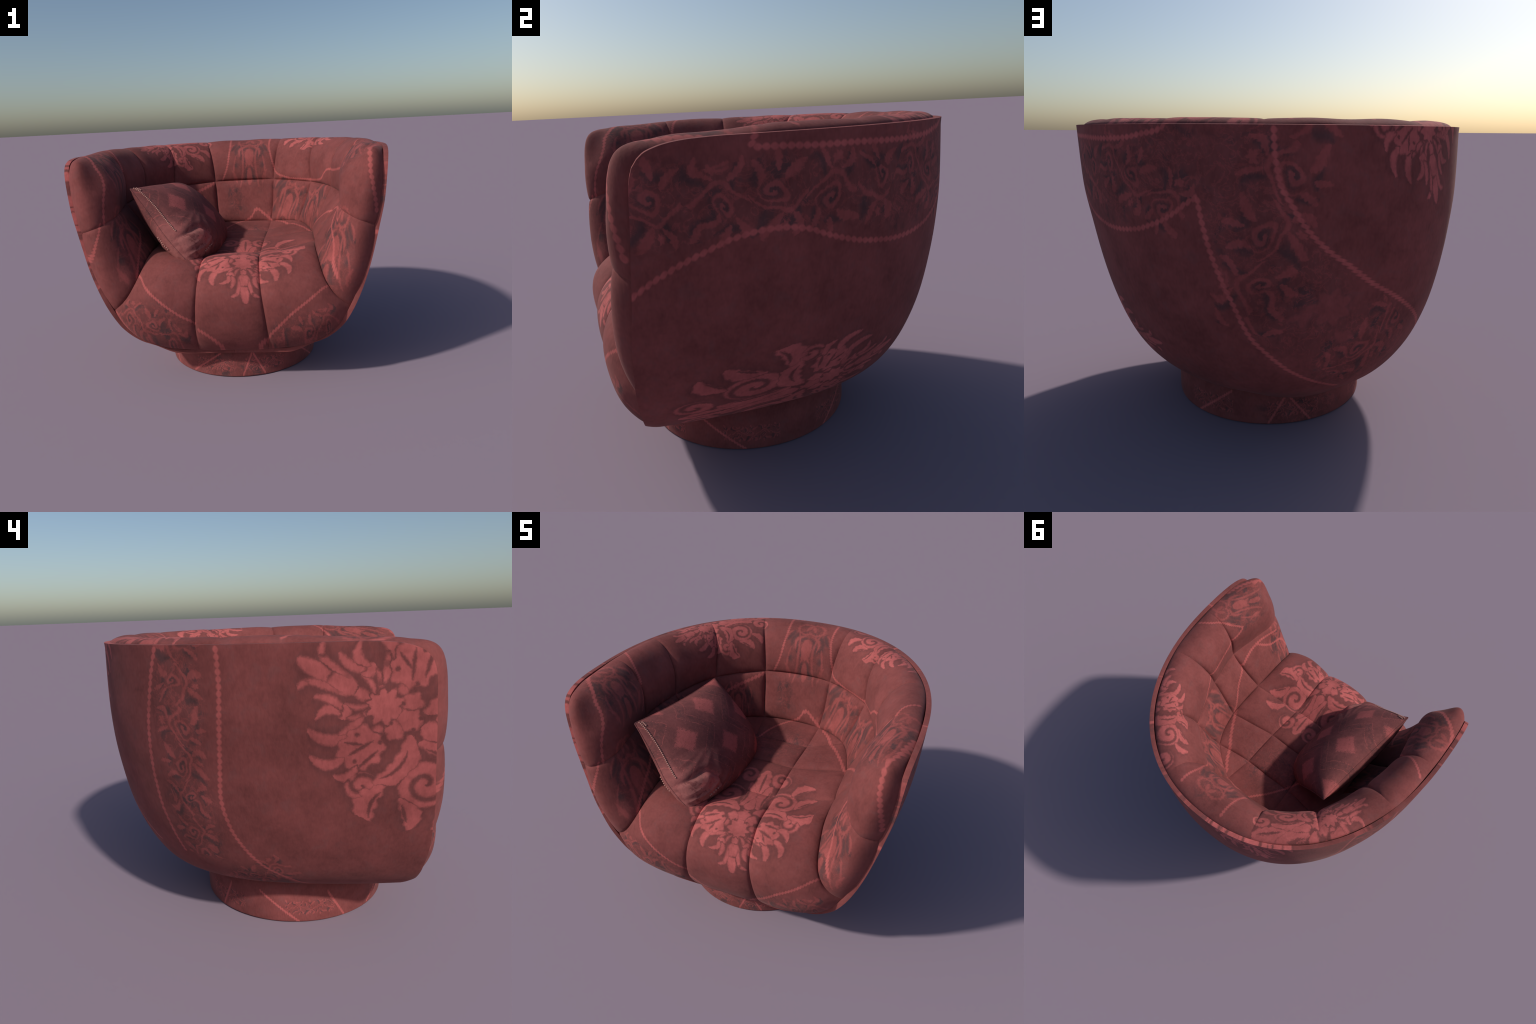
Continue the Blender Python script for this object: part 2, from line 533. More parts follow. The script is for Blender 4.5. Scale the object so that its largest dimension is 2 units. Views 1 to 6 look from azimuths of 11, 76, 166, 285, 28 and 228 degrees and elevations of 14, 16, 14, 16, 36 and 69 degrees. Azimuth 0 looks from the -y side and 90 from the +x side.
K = 0.95
bowl_lines = [
    (scaled([(-1.033, 1.472), (-.997, 1.359), (-.967, 1.23), (-.936, 1.094), (-.912, .908), (-.909, .754), (-.926, .617), (-.951, .437)], K), 1, BIG),
    (scaled([(-1.349, 1.475), (-1.355, 1.35), (-1.349, 1.224), (-1.336, 1.09), (-1.319, .946), (-1.304, .813), (-1.319, .707), (-1.371, .565),
             (-1.459, .422), (-1.586, .296), (-1.718, .14), (-1.95, .04)], K), 1, BIG),
    (scaled([(.740, 1.482), (.80, 1.452), (.873, 1.442), (1.005, 1.425), (1.165, 1.421), (1.441, 1.427), (1.589, 1.429), (1.726, 1.435), (1.82, 1.437)], K), 0, BIG),
    (scaled([(1.81, 1.48), (1.83, 1.437)], K), 1, BIG),
    (scaled([(.612, 1.216), (.67, 1.181), (.737, 1.136), (.839, 1.091), (.981, 1.055), (1.126, 1.044), (1.31, 1.060), (1.456, 1.092), (1.556, 1.126),
             (1.638, 1.155), (1.751, 1.169), (1.866, 1.158), (1.993, 1.119), (2.159, 1.045), (2.26, .98)], K), 0, BIG),
    (scaled([(.615, 1.215), (.595, 1.106), (.571, 1.008), (.54, .916), (.489, .792), (.418, .636), (.347, .555), (.244, .461), (.125, .36), (-.082, .233)], K), 1, BIG),
    (scaled([(.321, 1.475), (.313, 1.357), (.291, 1.258), (.252, 1.191), (.189, 1.095), (.104, 1.011), (.01, .944), (-.11, .857), (-.24, .786), (-.494, .631), (-.72, .47)], K), 1, BIG),
]
full = (.76, -.70, 1.02)
bowl_motifs = [
    (-2.03 * K, 1.235, ang_of(.324, .184), .60, *full),
    (1.40 * K, .40, ang_of(-.97, .22), .68, *full, 1.55),
    (-.37 * K, 1.47, ang_of(-.12, -.40), .52, *full, 1.25),
]
# running scrolls: local x along the strip (the motif helper turns local +y to the given angle)
bowl_orn = [
    (1.72 * K, 1.275, math.pi / 2, .205, 2.8, -.88, .88),
    (.92 * K, 1.255, math.pi / 2 + .45, .19, 1.4, -.95, .95),
    (.33 * K, 1.10, 0.25, .235, 1.9, -.80, .80),
    (-.14 * K, .55, 0.75, .21, 1.0, -.95, .95),
    (-1.13 * K, .98, 0.05, .175, 3.1, -.80, .80),
    (-1.42 * K, .28, 0.95, .17, 1.4, -.85, .85),
]
bowl_zones = [(2.1 * K, 1.28, .32, .16), (1.65 * K, 1.29, .32, .15), (1.15 * K, 1.25, .34, .19), (.76 * K, 1.34, .22, .18), (.42 * K, 1.22, .20, .34),
              (.22 * K, .80, .24, .30), (-.15 * K, .52, .32, .28), (-1.13 * K, 1.22, .16, .34), (-1.13 * K, .72, .17, .36), (-1.45 * K, .22, .30, .18)]
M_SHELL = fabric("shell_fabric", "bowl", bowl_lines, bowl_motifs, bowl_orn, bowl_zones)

Q = 0.85
wall_lines = [
    (scaled([(-.126, 1.70), (-.128, 1.674), (-.152, 1.483), (-.188, 1.333), (-.265, 1.185)], Q), 1, MIDL),
    (scaled([(.246, 1.70), (.258, 1.66), (.273, 1.524), (.31, 1.39), (.365, 1.255)], Q), 1, MIDL),
    (scaled([(.36, 1.262), (.42, 1.225), (.472, 1.212), (.662, 1.190), (.869, 1.190), (1.089, 1.200), (1.25, 1.262), (1.348, 1.290), (1.525, 1.294), (1.655, 1.308),
             (1.782, 1.325), (1.866, 1.341), (1.928, 1.365)], Q), 0, MIDL),
    (scaled([(1.641, 1.70), (1.70, 1.635), (1.773, 1.57), (1.842, 1.473), (1.930, 1.365)], Q), 1, MIDL),
    (scaled([(2.04, 1.705), (2.15, 1.68), (2.252, 1.642), (2.31, 1.610)], Q), 0, HUGE),
    (scaled([(1.361, .851), (1.545, .945), (1.686, 1.015), (1.803, 1.045), (1.887, 1.072), (2.023, 1.090), (2.198, 1.077), (2.32, 1.05)], Q), 0, MIDL),
    (scaled([(2.02, 1.096), (2.153, 1.009), (2.322, .937), (2.393, .813), (2.44, .73)], Q), 0, MIDL),
    (scaled([(-1.99, 1.71), (-2.13, 1.665), (-2.24, 1.528), (-2.307, 1.397), (-2.436, 1.249), (-2.472, 1.148), (-2.48, 1.08)], Q), 1, HUGE),
    (scaled([(-1.63, 1.70), (-1.69, 1.645), (-1.741, 1.548), (-1.772, 1.392), (-1.840, 1.20)], Q), 1, MIDL),
    (scaled([(-2.52, 1.10), (-2.542, 1.062), (-2.61, .96), (-2.65, .85)], Q), 1, MIDL),
    (scaled([(-2.02, .98), (-2.10, .93), (-2.217, .862), (-2.321, .772), (-2.37, .70)], Q), 0, MIDL),
    (scaled([(-.87, 1.05), (-.70, 1.095), (-.586, 1.118), (-.395, 1.161), (-.36, 1.168)], Q), 0, HUGE),
    (scaled([(-.02, .838), (.097, .892), (.150, .942), (.180, .945), (.228, .926), (.346, .868), (.39, .84)], Q), 0, HUGE),
]
wall_motifs = [
    (-.90 * Q, 1.60, ang_of(-.29, -.07), .46, *full),
    (.92 * Q, 1.75, ang_of(.33, -.05), .44, *full),
]
wall_orn = [
    (.065 * Q, 1.36, 1.57, .30, .64, -.85, .98),
    (-2.23 * Q, .90, 1.45, .30, .66, -.85, .95),
    (2.36 * Q, .87, 1.57, .29, .66, -.85, .95),
    (-2.03 * Q, 1.45, 1.5, .28, .66, -.85, .95),
    (2.05 * Q, 1.55, 2.6, .26, .70, -.85, .95),
    (.60 * Q, .96, 1.25, .36, .75, -.55, .62),
    (1.14 * Q, .93, 1.9, .36, .70, -.55, .62),
    (-.68 * Q, .97, 1.4, .22, .75, -.75, .70),
    (-1.5 * Q, 1.0, 1.5, .26, .75, -.75, .70),
]
wall_zones = [(.065 * Q, 1.42, .16, .30), (-2.22 * Q, .90, .20, .26), (2.36 * Q, .86, .20, .26), (-2.03 * Q, 1.50, .24, .22), (2.05 * Q, 1.52, .24, .24),
              (.65 * Q, 1.03, .18, .15), (1.12 * Q, 1.02, .20, .16), (-.68 * Q, .97, .22, .15), (-1.55 * Q, 1.0, .22, .16), (-.12 * Q, 1.03, .10, .14)]
M_LINER = fabric("lining_fabric", "wall", wall_lines, wall_motifs, wall_orn, wall_zones)

seat_lines = [
    ([(-.60, -.62), (-.553, -.69), (-.496, -.829), (-.428, -.918), (-.347, -.988), (-.287, -1.024), (-.208, -1.05)], 0, MIDL),
    ([(-.205, -1.09), (-.131, -1.139), (-.03, -1.195)], 0, MIDL),
    ([(.63, -.775), (.583, -.826), (.485, -.938), (.376, -1.026), (.298, -1.09), (.236, -1.127), (.16, -1.18)], 0, MIDL),
    ([(-.745, -.90), (-.718, -.946), (-.66, -1.05), (-.52, -1.17)], 0, MIDL),
    ([(-.235, .245), (-.184, .329), (-.098, .472), (-.016, .569), (.01, .60)], 0, MIDL),
    ([(.249, .541), (.311, .462), (.37, .36), (.422, .285), (.501, .159), (.54, .09)], 0, HUGE),
]
seat_motifs = [(.09, -.603, ang_of(.02, -.36), .56, *full, 1.08)]
seat_orn = [(-.50, -1.07, 1.0, .15, 1.6, -.9, .9), (.47, -1.14, 2.1, .15, 1.6, -.9, .9)]
seat_zones = [(-.50, -1.06, .26, .16), (.46, -1.13, .24, .13), (.0, .30, .30, .20)]
M_SEAT = fabric("seat_fabric", "seat", seat_lines, seat_motifs, seat_orn, seat_zones)

T = dict(r=0.0075, pitch=0.016, soft=0.003)
D = 0.53
drum_lines = [(scaled(p, D), 0, T) for p in (
    [(-2.95, .17), (-2.537, .014)], [(2.771, .005), (2.93, .17)], [(2.94, .17), (3.07, .0)], [(-1.715, .0), (-1.30, .175)], [(.70, .17), (1.119, .0)],
    [(.175, .16), (.352, .0)], [(-.085, .0), (.155, .16)], [(1.915, .0), (2.35, .17)], [(-.95, .17), (-.80, .0)], [(-2.2, .0), (-2.0, .17)])]
drum_orn = [(k * 0.42, .085, math.pi / 2, .062, 2.2, -1.0, 1.0) for k in (-3.6, -2.3, -1.1, .12, 1.2, 2.35, 3.5)]
M_BASE = fabric("pedestal_fabric", "drum", drum_lines, [], drum_orn, [(0, .08, .25, .10), (D * 2.9, .08, .2, .1), (-D * 2.9, .08, .2, .1)], 1.6, 1.14)


def cushion_fabric():
    """Rows of ragged square flowers, split by dark bands edged with fine dotted lines."""
    mat = bpy.data.materials.new("cushion_fabric")
    mat.use_nodes = True
    g = Nodes(mat.node_tree)
    bsdf = mat.node_tree.nodes["Principled BSDF"]
    obj = g.new("ShaderNodeTexCoord").outputs["Object"]
    wob = g.new("ShaderNodeTexNoise")
    wob.inputs["Scale"].default_value = 22
    g.put(wob.inputs["Vector"], obj)
    sw = g.new("ShaderNodeSeparateXYZ"); g.put(sw.inputs[0], wob.outputs["Color"])
    sep = g.new("ShaderNodeSeparateXYZ"); g.put(sep.inputs[0], obj)
    v = g.mad(sw.outputs[0], 0.02, g.add(sep.outputs[0], -0.01))
    u = g.mad(sw.outputs[1], 0.02, g.add(sep.outputs[1], -0.01))
    PU, PV = 0.57, 0.28

    def cell(u0, v0):
        du = g.sub(g.m("WRAP", g.add(u, -u0), PU / 2, -PU / 2), 0.0)
        dv = g.sub(g.m("WRAP", g.add(v, -v0), PV / 2, -PV / 2), 0.0)
        return g.ab(du), g.ab(dv)

    du1, dv1 = cell(-0.244, -0.081)
    du2, dv2 = cell(0.041, 0.065)
    e1 = g.mad(du1, 0.95, g.mul(dv1, 0.95))
    e2 = g.mad(du2, 0.95, g.mul(dv2, 0.95))
    streak = g.noise(g.vec(g.mul(u, 1.0), g.mul(v, 3.0)), 75, 2.0, 0.6, 1.2)
    soft = g.noise(obj, 7.0, 4.0, 0.6)
    fine = g.noise(obj, 60.0, 3.0, 0.6)
    near = g.mn(e1, e2)
    flower = g.step(g.mad(streak, 0.10, near), 0.138, 0.118)
    holes = g.step(streak, 0.40, 0.34)
    band = g.ab(g.sub(e1, e2))
    murk = g.mul(g.step(band, 0.062, 0.035), g.step(g.noise(obj, 38.0, 3.0, 0.6, 0.8), 0.45, 0.58))
    dots = g.m("SINE", g.mul(g.sub(u, g.mul(v, 0.8)), 330.0))
    dots2 = g.m("SINE", g.mul(g.add(u, g.mul(v, 0.8)), 330.0))
    dotted = g.mul(g.step(g.ab(g.add(band, -0.066)), 0.0075, 0.0035), g.step(g.mx(g.mul(dots, 0.9), g.mul(dots2, 0.8)), 0.1, 0.6))
    scratch = g.step(g.ab(g.add(g.noise(g.vec(u, v), 15.0, 3.0, 0.6, 1.5), -0.5)), 0.014, 0.0)
    col = g.mixc(g.step(soft, 0.35, 0.7), (.150, .047, .046), (.185, .054, .052))
    col = g.mixc(g.mul(murk, 0.42), col, (.075, .035, .036))
    col = g.mixc(g.mul(scratch, 0.35), col, (.30, .085, .08))
    col = g.mixc(g.mul(dotted, 0.65), col, (.36, .090, .082))
    col = g.mixc(g.mul(flower, g.mad(holes, -0.6, 0.9)), col, (.37, .092, .087))
    # the crumpled corner shows the paler, worn side of the cloth
    dx = g.mul(g.add(sep.outputs[0], -0.34), 1.0)
    dy = g.add(sep.outputs[1], 0.40)
    worn = g.mul(g.step(g.mad(soft, 0.10, g.length(dx, dy)), 0.36, 0.24), g.step(g.noise(obj, 24.0, 3.0, 0.6, 0.6), 0.38, 0.52))
    col = g.mixc(g.mul(worn, 0.6), col, (.34, .130, .115))
    edge = g.mul(g.step(sep.outputs[1], -0.365, -0.395), g.step(sep.outputs[0], -0.1, 0.05))
    col = g.mixc(g.mul(edge, 0.4), col, (.38, .12, .11))
    hue = g.new("ShaderNodeVectorMath", operation="SCALE")
    g.put(hue.inputs[0], col)
    g.put(hue.inputs["Scale"], g.mad(fine, 0.5, g.mad(soft, 0.4, 0.52)))
    g.put(bsdf.inputs["Base Color"], hue.outputs[0])
    bsdf.inputs["Roughness"].default_value = 0.88
    bsdf.inputs["Specular IOR Level"].default_value = 0.25
    bump = g.new("ShaderNodeBump")
    bump.inputs["Strength"].default_value = 0.25
    bump.inputs["Distance"].default_value = 0.004
    g.put(bump.inputs["Height"], g.add(fine, streak))
    g.put(bsdf.inputs["Normal"], bump.outputs[0])
    return mat


M_CUSH = cushion_fabric()


def plain(name, col):
    m = bpy.data.materials.new(name)
    m.use_nodes = True
    g = Nodes(m.node_tree)
    b = m.node_tree.nodes["Principled BSDF"]
    tone = g.noise(g.new("ShaderNodeTexCoord").outputs["Object"], 60.0)
    g.put(b.inputs["Base Color"], g.mixc(tone, tuple(c * 0.7 for c in col), tuple(c * 1.3 for c in col)))
    b.inputs["Roughness"].default_value = 0.7
    return m


M_BEAD = plain("tan_bead", (0.36, 0.17, 0.14))

#GEOMETRY#
# ---------------------------------------------------------------- chair
chair = bpy.data.objects.new("tub_armchair", None)
bpy.context.scene.collection.objects.link(chair)
chair.location = AXIS
chair.rotation_euler = (0, 0, YAW)
chair["label"] = "round dark red tufted tub armchair with damask pattern"
chair["category"] = "armchair"

# ---- outer bowl: cross-section at each height is a U (super-ellipse at
#      the back, straight flanks towards the front)
Z_K = [0.155, 0.165, 0.18, 0.215, 0.25, 0.30, 0.40, 0.50, 0.65, 0.80, 1.00, 1.20, 1.48]
W_K = [0.0005, 0.20, 0.352, 0.455, 0.532, 0.645, 0.748, 0.804, 0.860, 0.900, 0.939, 0.971, 0.984]
B_K = [0.10, 0.42, 0.585, 0.650, 0.704, 0.770, 0.856, 0.925, 1.005, 1.062, 1.122, 1.160, 1.198]
RIM_Z = 1.478


def bowl_plan(z, th, y_end):
    """Point of the U at height z; th in [-1,1]: |th|<0.62 arc, beyond it the flank."""
    s = np.clip((z - 0.18) / 1.28, 0, 1)
    w, b = curve1(Z_K, W_K, z), curve1(Z_K, B_K, z)
    y0 = 0.006 - 0.219 * s
    n = 2.14 + 0.06 * s
    c = 0.139 + 0.168 * np.exp(-np.maximum(z - 0.18, 0) / 0.25)
    a = np.clip(np.abs(th) / 0.62, 0, 1) * math.pi / 2
    x = w * np.sin(a) ** (2 / n)
    y = y0 + b * np.cos(a) ** (2 / n)
    f = np.clip((np.abs(th) - 0.62) / 0.38, 0, 1)
    yf = y0 + (y_end - y0) * f
    flank = np.abs(th) > 0.62
    y = np.where(flank, yf, y)
    x = np.where(flank, w * (1 - c * (yf - y0) ** 2), x)
    return np.sign(th) * x, y


FRONT_Z = [0.15, 0.195, 0.215, 0.232, 0.31, 0.39, 0.44, 0.60, 0.755, 0.94, 1.10, 1.22, 1.342, 1.377, 1.404, 1.424]
FRONT_Y = [-0.590, -0.594, -0.598, -0.606, -0.633, -0.646, -0.653, -0.668, -0.667, -0.652, -0.641, -0.632, -0.623, -0.616, -0.606, -0.591]
CORN_Y = [-0.591, -0.57, -0.545, -0.512, -0.473, -0.432, -0.318, 0.0]
CORN_Z = [1.424, 1.442, 1.453, 1.463, 1.470, 1.474, 1.478, 1.478]


def bowl_points(nu=241, nv=90):
    u = np.linspace(-1, 1, nu)
    v = np.linspace(0, 1, nv)
    # rows gather near the bottom where the bowl flattens
    prof = curve1([0, 0.1, 0.22, 0.34, 0.46, 0.6, 1.0], [0.155, 0.165, 0.195, 0.26, 0.37, 0.58, RIM_Z], v)
    P = np.zeros((nu, nv, 3))
    for j in range(nv):
        fz = (prof[j] - prof[0]) / (RIM_Z - prof[0])
        z = np.full(nu, prof[j])
        for _ in range(12):                       # rim drops at the front corners
            ye = curve1(FRONT_Z, FRONT_Y, prof[0] + fz * (1.424 - prof[0])) * np.ones(nu)
            x, y = bowl_plan(z, u, ye)
            zr = curve1(CORN_Y, CORN_Z, y)
            z = prof[0] + fz * (zr - prof[0])
        x, y = bowl_plan(z, u, ye)
        floor = 0.160 + 0.044 * np.clip((0.25 - y) / 0.85, 0, 1)
        k = 0.012
        z = 0.5 * (z + floor + np.sqrt((z - floor) ** 2 + k * k))
        # the lower front lip curls under softly
        d = np.clip(1 - (y - ye) / 0.06, 0, 1) * np.clip((np.abs(x) - 0.25) / 0.25, 0.25, 1)
        z = z + 0.016 * d ** 2 * np.clip((0.42 - z) / 0.14, 0, 1)
        P[:, j] = np.stack([x, y, z], -1)
    return P


bowl = bowl_points()
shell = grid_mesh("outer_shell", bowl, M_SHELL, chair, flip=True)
so = shell.modifiers.new("thickness", "SOLIDIFY")
so.thickness, so.offset = 0.027, -1
so.use_even_offset = True
be = shell.modifiers.new("edge", "BEVEL")
be.width, be.segments, be.limit_method, be.angle_limit = 0.013, 4, "ANGLE", math.radians(50)

# ---- pedestal drum
seg = 128
ang = np.linspace(0, 2 * math.pi, seg + 1)
prof = [(0.40, 0.0), (0.522, 0.0), (0.527, 0.003), (0.528, 0.010), (0.528, 0.10), (0.528, 0.24), (0.40, 0.24)]
drum = np.array([[(r * math.cos(a), r * math.sin(a), z) for r, z in prof] for a in ang])
grid_mesh("pedestal", drum, M_BASE, chair)

# ---- tufted lining ----------------------------------------------------
# rails (right half, from the centre of the back round to the front edge of the arm);
# columns: centre, seam d, seam c, seam b, seam a, arm side, arm corner, arm face, front edge
RIM = [(0, .962, 1.464), (.332, .909, 1.464), (.683, .653, 1.464), (.911, .213, 1.464), (.953, -.165, 1.464),
       (.956, -.34, 1.462), (.952, -.47, 1.452), (.935, -.55, 1.43), (.934, -.588, 1.38)]
TOP = [(0, .85, 1.468), (.305, .80, 1.466), (.600, .57, 1.466), (.800, .19, 1.466), (.845, -.165, 1.465),
       (.85, -.38, 1.466), (.85, -.53, 1.458), (.870, -.630, 1.432), (.933, -.606, 1.32)]
INN = [(0, .735, 1.37), (.270, .715, 1.37), (.550, .50, 1.36), (.705, .15, 1.35), (.755, -.165, 1.34),
       (.720, -.40, 1.33), (.738, -.582, 1.31), (.825, -.673, 1.25), (.924, -.616, 1.19)]
MID = [(0, .705, 1.18), (.245, .663, 1.18), (.545, .455, 1.17), (.685, .12, 1.165), (.745, -.165, 1.138),
       (.715, -.40, 1.122), (.705, -.605, 1.105), (.790, -.683, 1.065), (.896, -.630, 1.030)]
LOW = [(0, .66, 1.0), (.235, .625, 1.0), (.500, .435, 1.01), (.620, .12, 1.0), (.655, -.17, .99),
       (.635, -.42, .97), (.660, -.635, .87), (.740, -.696, .80), (.845, -.642, .775)]
SEAT = [(0, .60, .845), (.216, .566, .850), (.441, .400, .865), (.540, .126, .840), (.545, -.190, .840),
        (.550, -.46, .810), (.598, -.655, .680), (.660, -.675, .600), (.750, -.640, .522)]


def both(rail):
    r = np.array(rail, float)
    return np.vstack([r[:0:-1] * [-1, 1, 1], r])


rails = np.array([both(r) for r in (RIM, TOP, INN, MID, LOW, SEAT)])     # rows x 17 x 3
ck = np.r_[0, np.cumsum(np.mean(np.linalg.norm(np.diff(rails, axis=1), axis=2), axis=0))]
SEAMS = [0, 4, 5, 6, 7, 9, 10, 11, 12, 16]        # column knots that carry a vertical seam
NC, NR = 30, 30


def seam_params(k0, k1, n):
    return np.linspace(ck[k0], ck[k1], n + 1)


def wall_rows(cols_t, r0, r1, n, pad):
    """Surface between two rails: columns at parameters cols_t, n+1 rows."""
    at = np.array([spline(r, cols_t, ck) for r in rails])               # rows x cols x 3
    out = []
    for c in range(at.shape[1]):
        p = at[:, c]
        k = np.r_[0, np.cumsum(np.linalg.norm(np.diff(p, axis=0), axis=1) ** 0.5)]
        out.append(spline(p, np.linspace(k[r0], k[r1], n + 1), k))
    return np.array(out)


def normals(P):
    du = np.gradient(P, axis=0)
    dv = np.gradient(P, axis=1)
    n = np.cross(du, dv)
    ln = np.linalg.norm(n, axis=-1, keepdims=True)
    return n / np.maximum(ln, 1e-9)


def wall_band(r0, r1, height, name, rim_fade):
    for s in range(len(SEAMS) - 1):
        wide = SEAMS[s + 1] - SEAMS[s]
        nc = 90 if wide == 4 else 44
        nr = 64 if r0 == 0 else 44
        t = seam_params(SEAMS[s], SEAMS[s + 1], nc)
        P = wall_rows(t, r0, r1, nr, 0)
        # normals taken on a slightly wider patch so that neighbours agree at the seam
        N = normals(P)
        u = np.linspace(0, 1, nc + 1)[:, None]
        v = np.linspace(0, 1, nr + 1)[None, :]
        arm = wide == 4
        if arm:
            # the open front end closes flush on the shell edge
            uu = u if s == 0 else 1 - u
            pu = np.where(uu < 0.5, pillow(uu, 9.0, 0.5), pillow(uu, 7.0, 0.55))
        else:
            pu = pillow(u)
        if rim_fade:
            pv = pillow(v, 6.0, 0.5)
            fade = np.clip(1.15 - v / 0.55, 0, 1) ** 1.0 * 0.95
            edge = 1.0 if not arm else np.where((1 - u if s else u) < 0.1, 1.0, 1.0)
            if not arm:
                pu = pu * (1 - fade) + fade
            else:
                uu = u if s == 0 else 1 - u
                pu = np.where(uu > 0.6, pu * (1 - fade) + fade, pu)
        else:
            pv = pillow(v)
        h = height * (0.50 + 0.50 * np.clip((uu - 0.6) / 0.4, 0, 1) ** 2 if arm else 1.0)
        h = h * (1 + 0.07 * lattice_noise(P, 22.0, 11))          # uneven stuffing
        P = P + SIGN * N * (h * pu * pv)[..., None]
        grid_mesh(name + ("_arm_panel" if arm else "_panel"), P, M_LINER, chair, flip=SIGN < 0)


# orientation: the lining faces the middle of the chair
_t = seam_params(7, 9, 8)
_P = wall_rows(_t, 4, 5, 8, 0)
SIGN = 1.0 if normals(_P)[4, 4, 1] < 0 else -1.0
wall_band(0, 3, 0.031, "upper", True)
wall_band(3, 5, 0.033, "lower", False)

# ---- seat: rows run from the front lip to the back, columns left to right
side = {k: SEAT[i] for k, i in dict(f=8, kf=7, k=6, ak=5, a=4, b=3, c=2).items()}
ROWS = [
    [(0, -.590, .226), (.225, -.592, .230), (.47, -.604, .268), (.625, -.616, .350), side["f"]],
    [(0, -.700, .42), (.222, -.692, .42), (.46, -.702, .45), (.59, -.695, .50), side["kf"]],
    [(0, -.715, .64), (.200, -.705, .64), (.41, -.712, .66), (.51, -.692, .672), side["k"]],
    [(0, -.575, .795), (.185, -.565, .785), (.375, -.565, .803), (.47, -.52, .810), side["ak"]],
    [(0, -.232, .785), (.175, -.228, .782), (.36, -.21, .803), (.46, -.20, .822), side["a"]],
    [(0, .072, .812), (.187, .070, .812), (.36, .095, .822), (.45, .110, .832), side["b"]],
    [(0, .356, .806), (.196, .354, .807), (.32, .372, .832), (.385, .387, .850), side["c"]],
]
seat = np.array([both(r) for r in ROWS])                                # 7 rows x 7 cols x 3
rowk = np.r_[0, np.cumsum(np.mean(np.linalg.norm(np.diff(seat, axis=0), axis=2), axis=1))]
colk = np.array([0, .6, 1.2, 2, 2.85, 3.7, 4.5, 5.1, 5.7])
s_col = [0, 3, 5, 8]
s_row = [0, 4, 5, 6]


def seat_patch(c0, c1, r0, r1, nc, nr):
    tr = np.linspace(rowk[r0], rowk[r1], nr + 1)
    at = np.array([spline(seat[:, c], tr, rowk) for c in range(seat.shape[1])])   # cols x nr x 3
    # the outer edges lie exactly on the seam of the wall lining
    at[-1] = spline(rails[5], curve1(rowk, ck[16:9:-1][:7] * -1, tr) * -1, ck)
    at[0] = at[-1] * [-1, 1, 1]
    tc = np.linspace(colk[c0], colk[c1], nc + 1)
    return np.array([spline(at[:, j], tc, colk) for j in range(nr + 1)]).transpose(1, 0, 2)


def pad(P, height, name, p=4.5, q=0.55, mat=None, soft=False):
    N = normals(P)
    up = 1.0 if np.nansum(N[..., 2]) > 0 else -1.0
    nu, nv = P.shape[0], P.shape[1]
    u = np.linspace(0, 1, nu)[:, None]
    v = np.linspace(0, 1, nv)[None, :]
    pv = pillow(v, p, q)
    if soft:                                    # the long front pads swell slowly from the back seam
        pv = np.where(v > 0.5, pillow(v, 2.0, 0.62), pv)
    uneven = 1 + 0.07 * lattice_noise(P, 22.0, 12)
    P = P + up * N * (height * uneven * pillow(u, p, q) * pv)[..., None]
    return grid_mesh(name, P, mat or M_SEAT, chair, flip=up < 0)


for ci in range(3):
    for ri in range(3):
        front = ri == 0
        P = seat_patch(s_col[ci], s_col[ci + 1], s_row[ri], s_row[ri + 1], 50, 110 if front else 40)
        pad(P, 0.028 if front else 0.022, "seat_front_panel" if front else "seat_panel", 5.0 if front else 4.0, soft=front)
# last row: one middle pad and two three-cornered corner pads against the back
n = 40
row = spline(seat[6], np.linspace(colk[3], colk[5], n + 1), colk)
back = spline(rails[5], np.linspace(ck[7], ck[9], n + 1), ck)
w = np.linspace(0, 1, n + 1)[None, :, None]
pad(row[:, None] * (1 - w) + back[:, None] * w, 0.018, "seat_panel", 2.6)
for sgn in (-1, 1):
    if sgn > 0:
        row = spline(seat[6], np.linspace(colk[5], colk[8], n + 1), colk)
        back = spline(rails[5], np.linspace(ck[9], ck[10], n + 1), ck)
    else:
        row = spline(seat[6], np.linspace(colk[3], colk[0], n + 1), colk)
        back = spline(rails[5], np.linspace(ck[7], ck[6], n + 1), ck)
    P = row[:, None] * (1 - w) + back[:, None] * w
    pad(P, 0.014, "seat_corner_panel", 2.6)

# ---------------------------------------------------------------- cushion
A, B, C, D = (np.array(p) for p in ((-.613, -.465, 1.274), (-.502, .356, 1.212), (-.230, -.672, .742), (-.055, .30, .735)))
ctr = (A + B + C + D) / 4
down = (C - A) + (D - B)                         # from the upper to the lower edge
down /= np.linalg.norm(down)
run = (B - A) + (D - C)                          # from the front towards the back of the chair
run -= down * (run @ down)
run /= np.linalg.norm(run)
frame = np.array([down, run, np.cross(down, run)])      # z points away from the arm
corners = [(p - ctr) @ frame.T for p in (A, B, C, D)]
n = 130
a = np.linspace(-1, 1, n + 1)
a = np.sign(a) * (1 - (1 - np.abs(a)) ** 1.3)
aa, bb = np.meshgrid(a, a, indexing="ij")        # aa along the run, bb downwards
wa, wb = (aa + 1) / 2, (bb + 1) / 2
flat = ((1 - wa) * (1 - wb))[..., None] * corners[0] + (wa * (1 - wb))[..., None] * corners[1] \
    + ((1 - wa) * wb)[..., None] * corners[2] + (wa * wb)[..., None] * corners[3]
for i, (ca, cb) in enumerate(((-1, -1), (1, -1), (-1, 1), (1, 1))):
    amt = (0.0, 0.0, 0.14, 0.14)[i]                    # the two lower corners are tucked and blunt
    near = np.clip((ca * aa + cb * bb) - 1.0, 0, 1) ** 1.5
    flat -= (amt * near)[..., None] * (corners[i] / np.linalg.norm(corners[i]))
flat[..., 1] -= aa * (1 - bb**2) * 0.028               # edges bow inwards between the corners
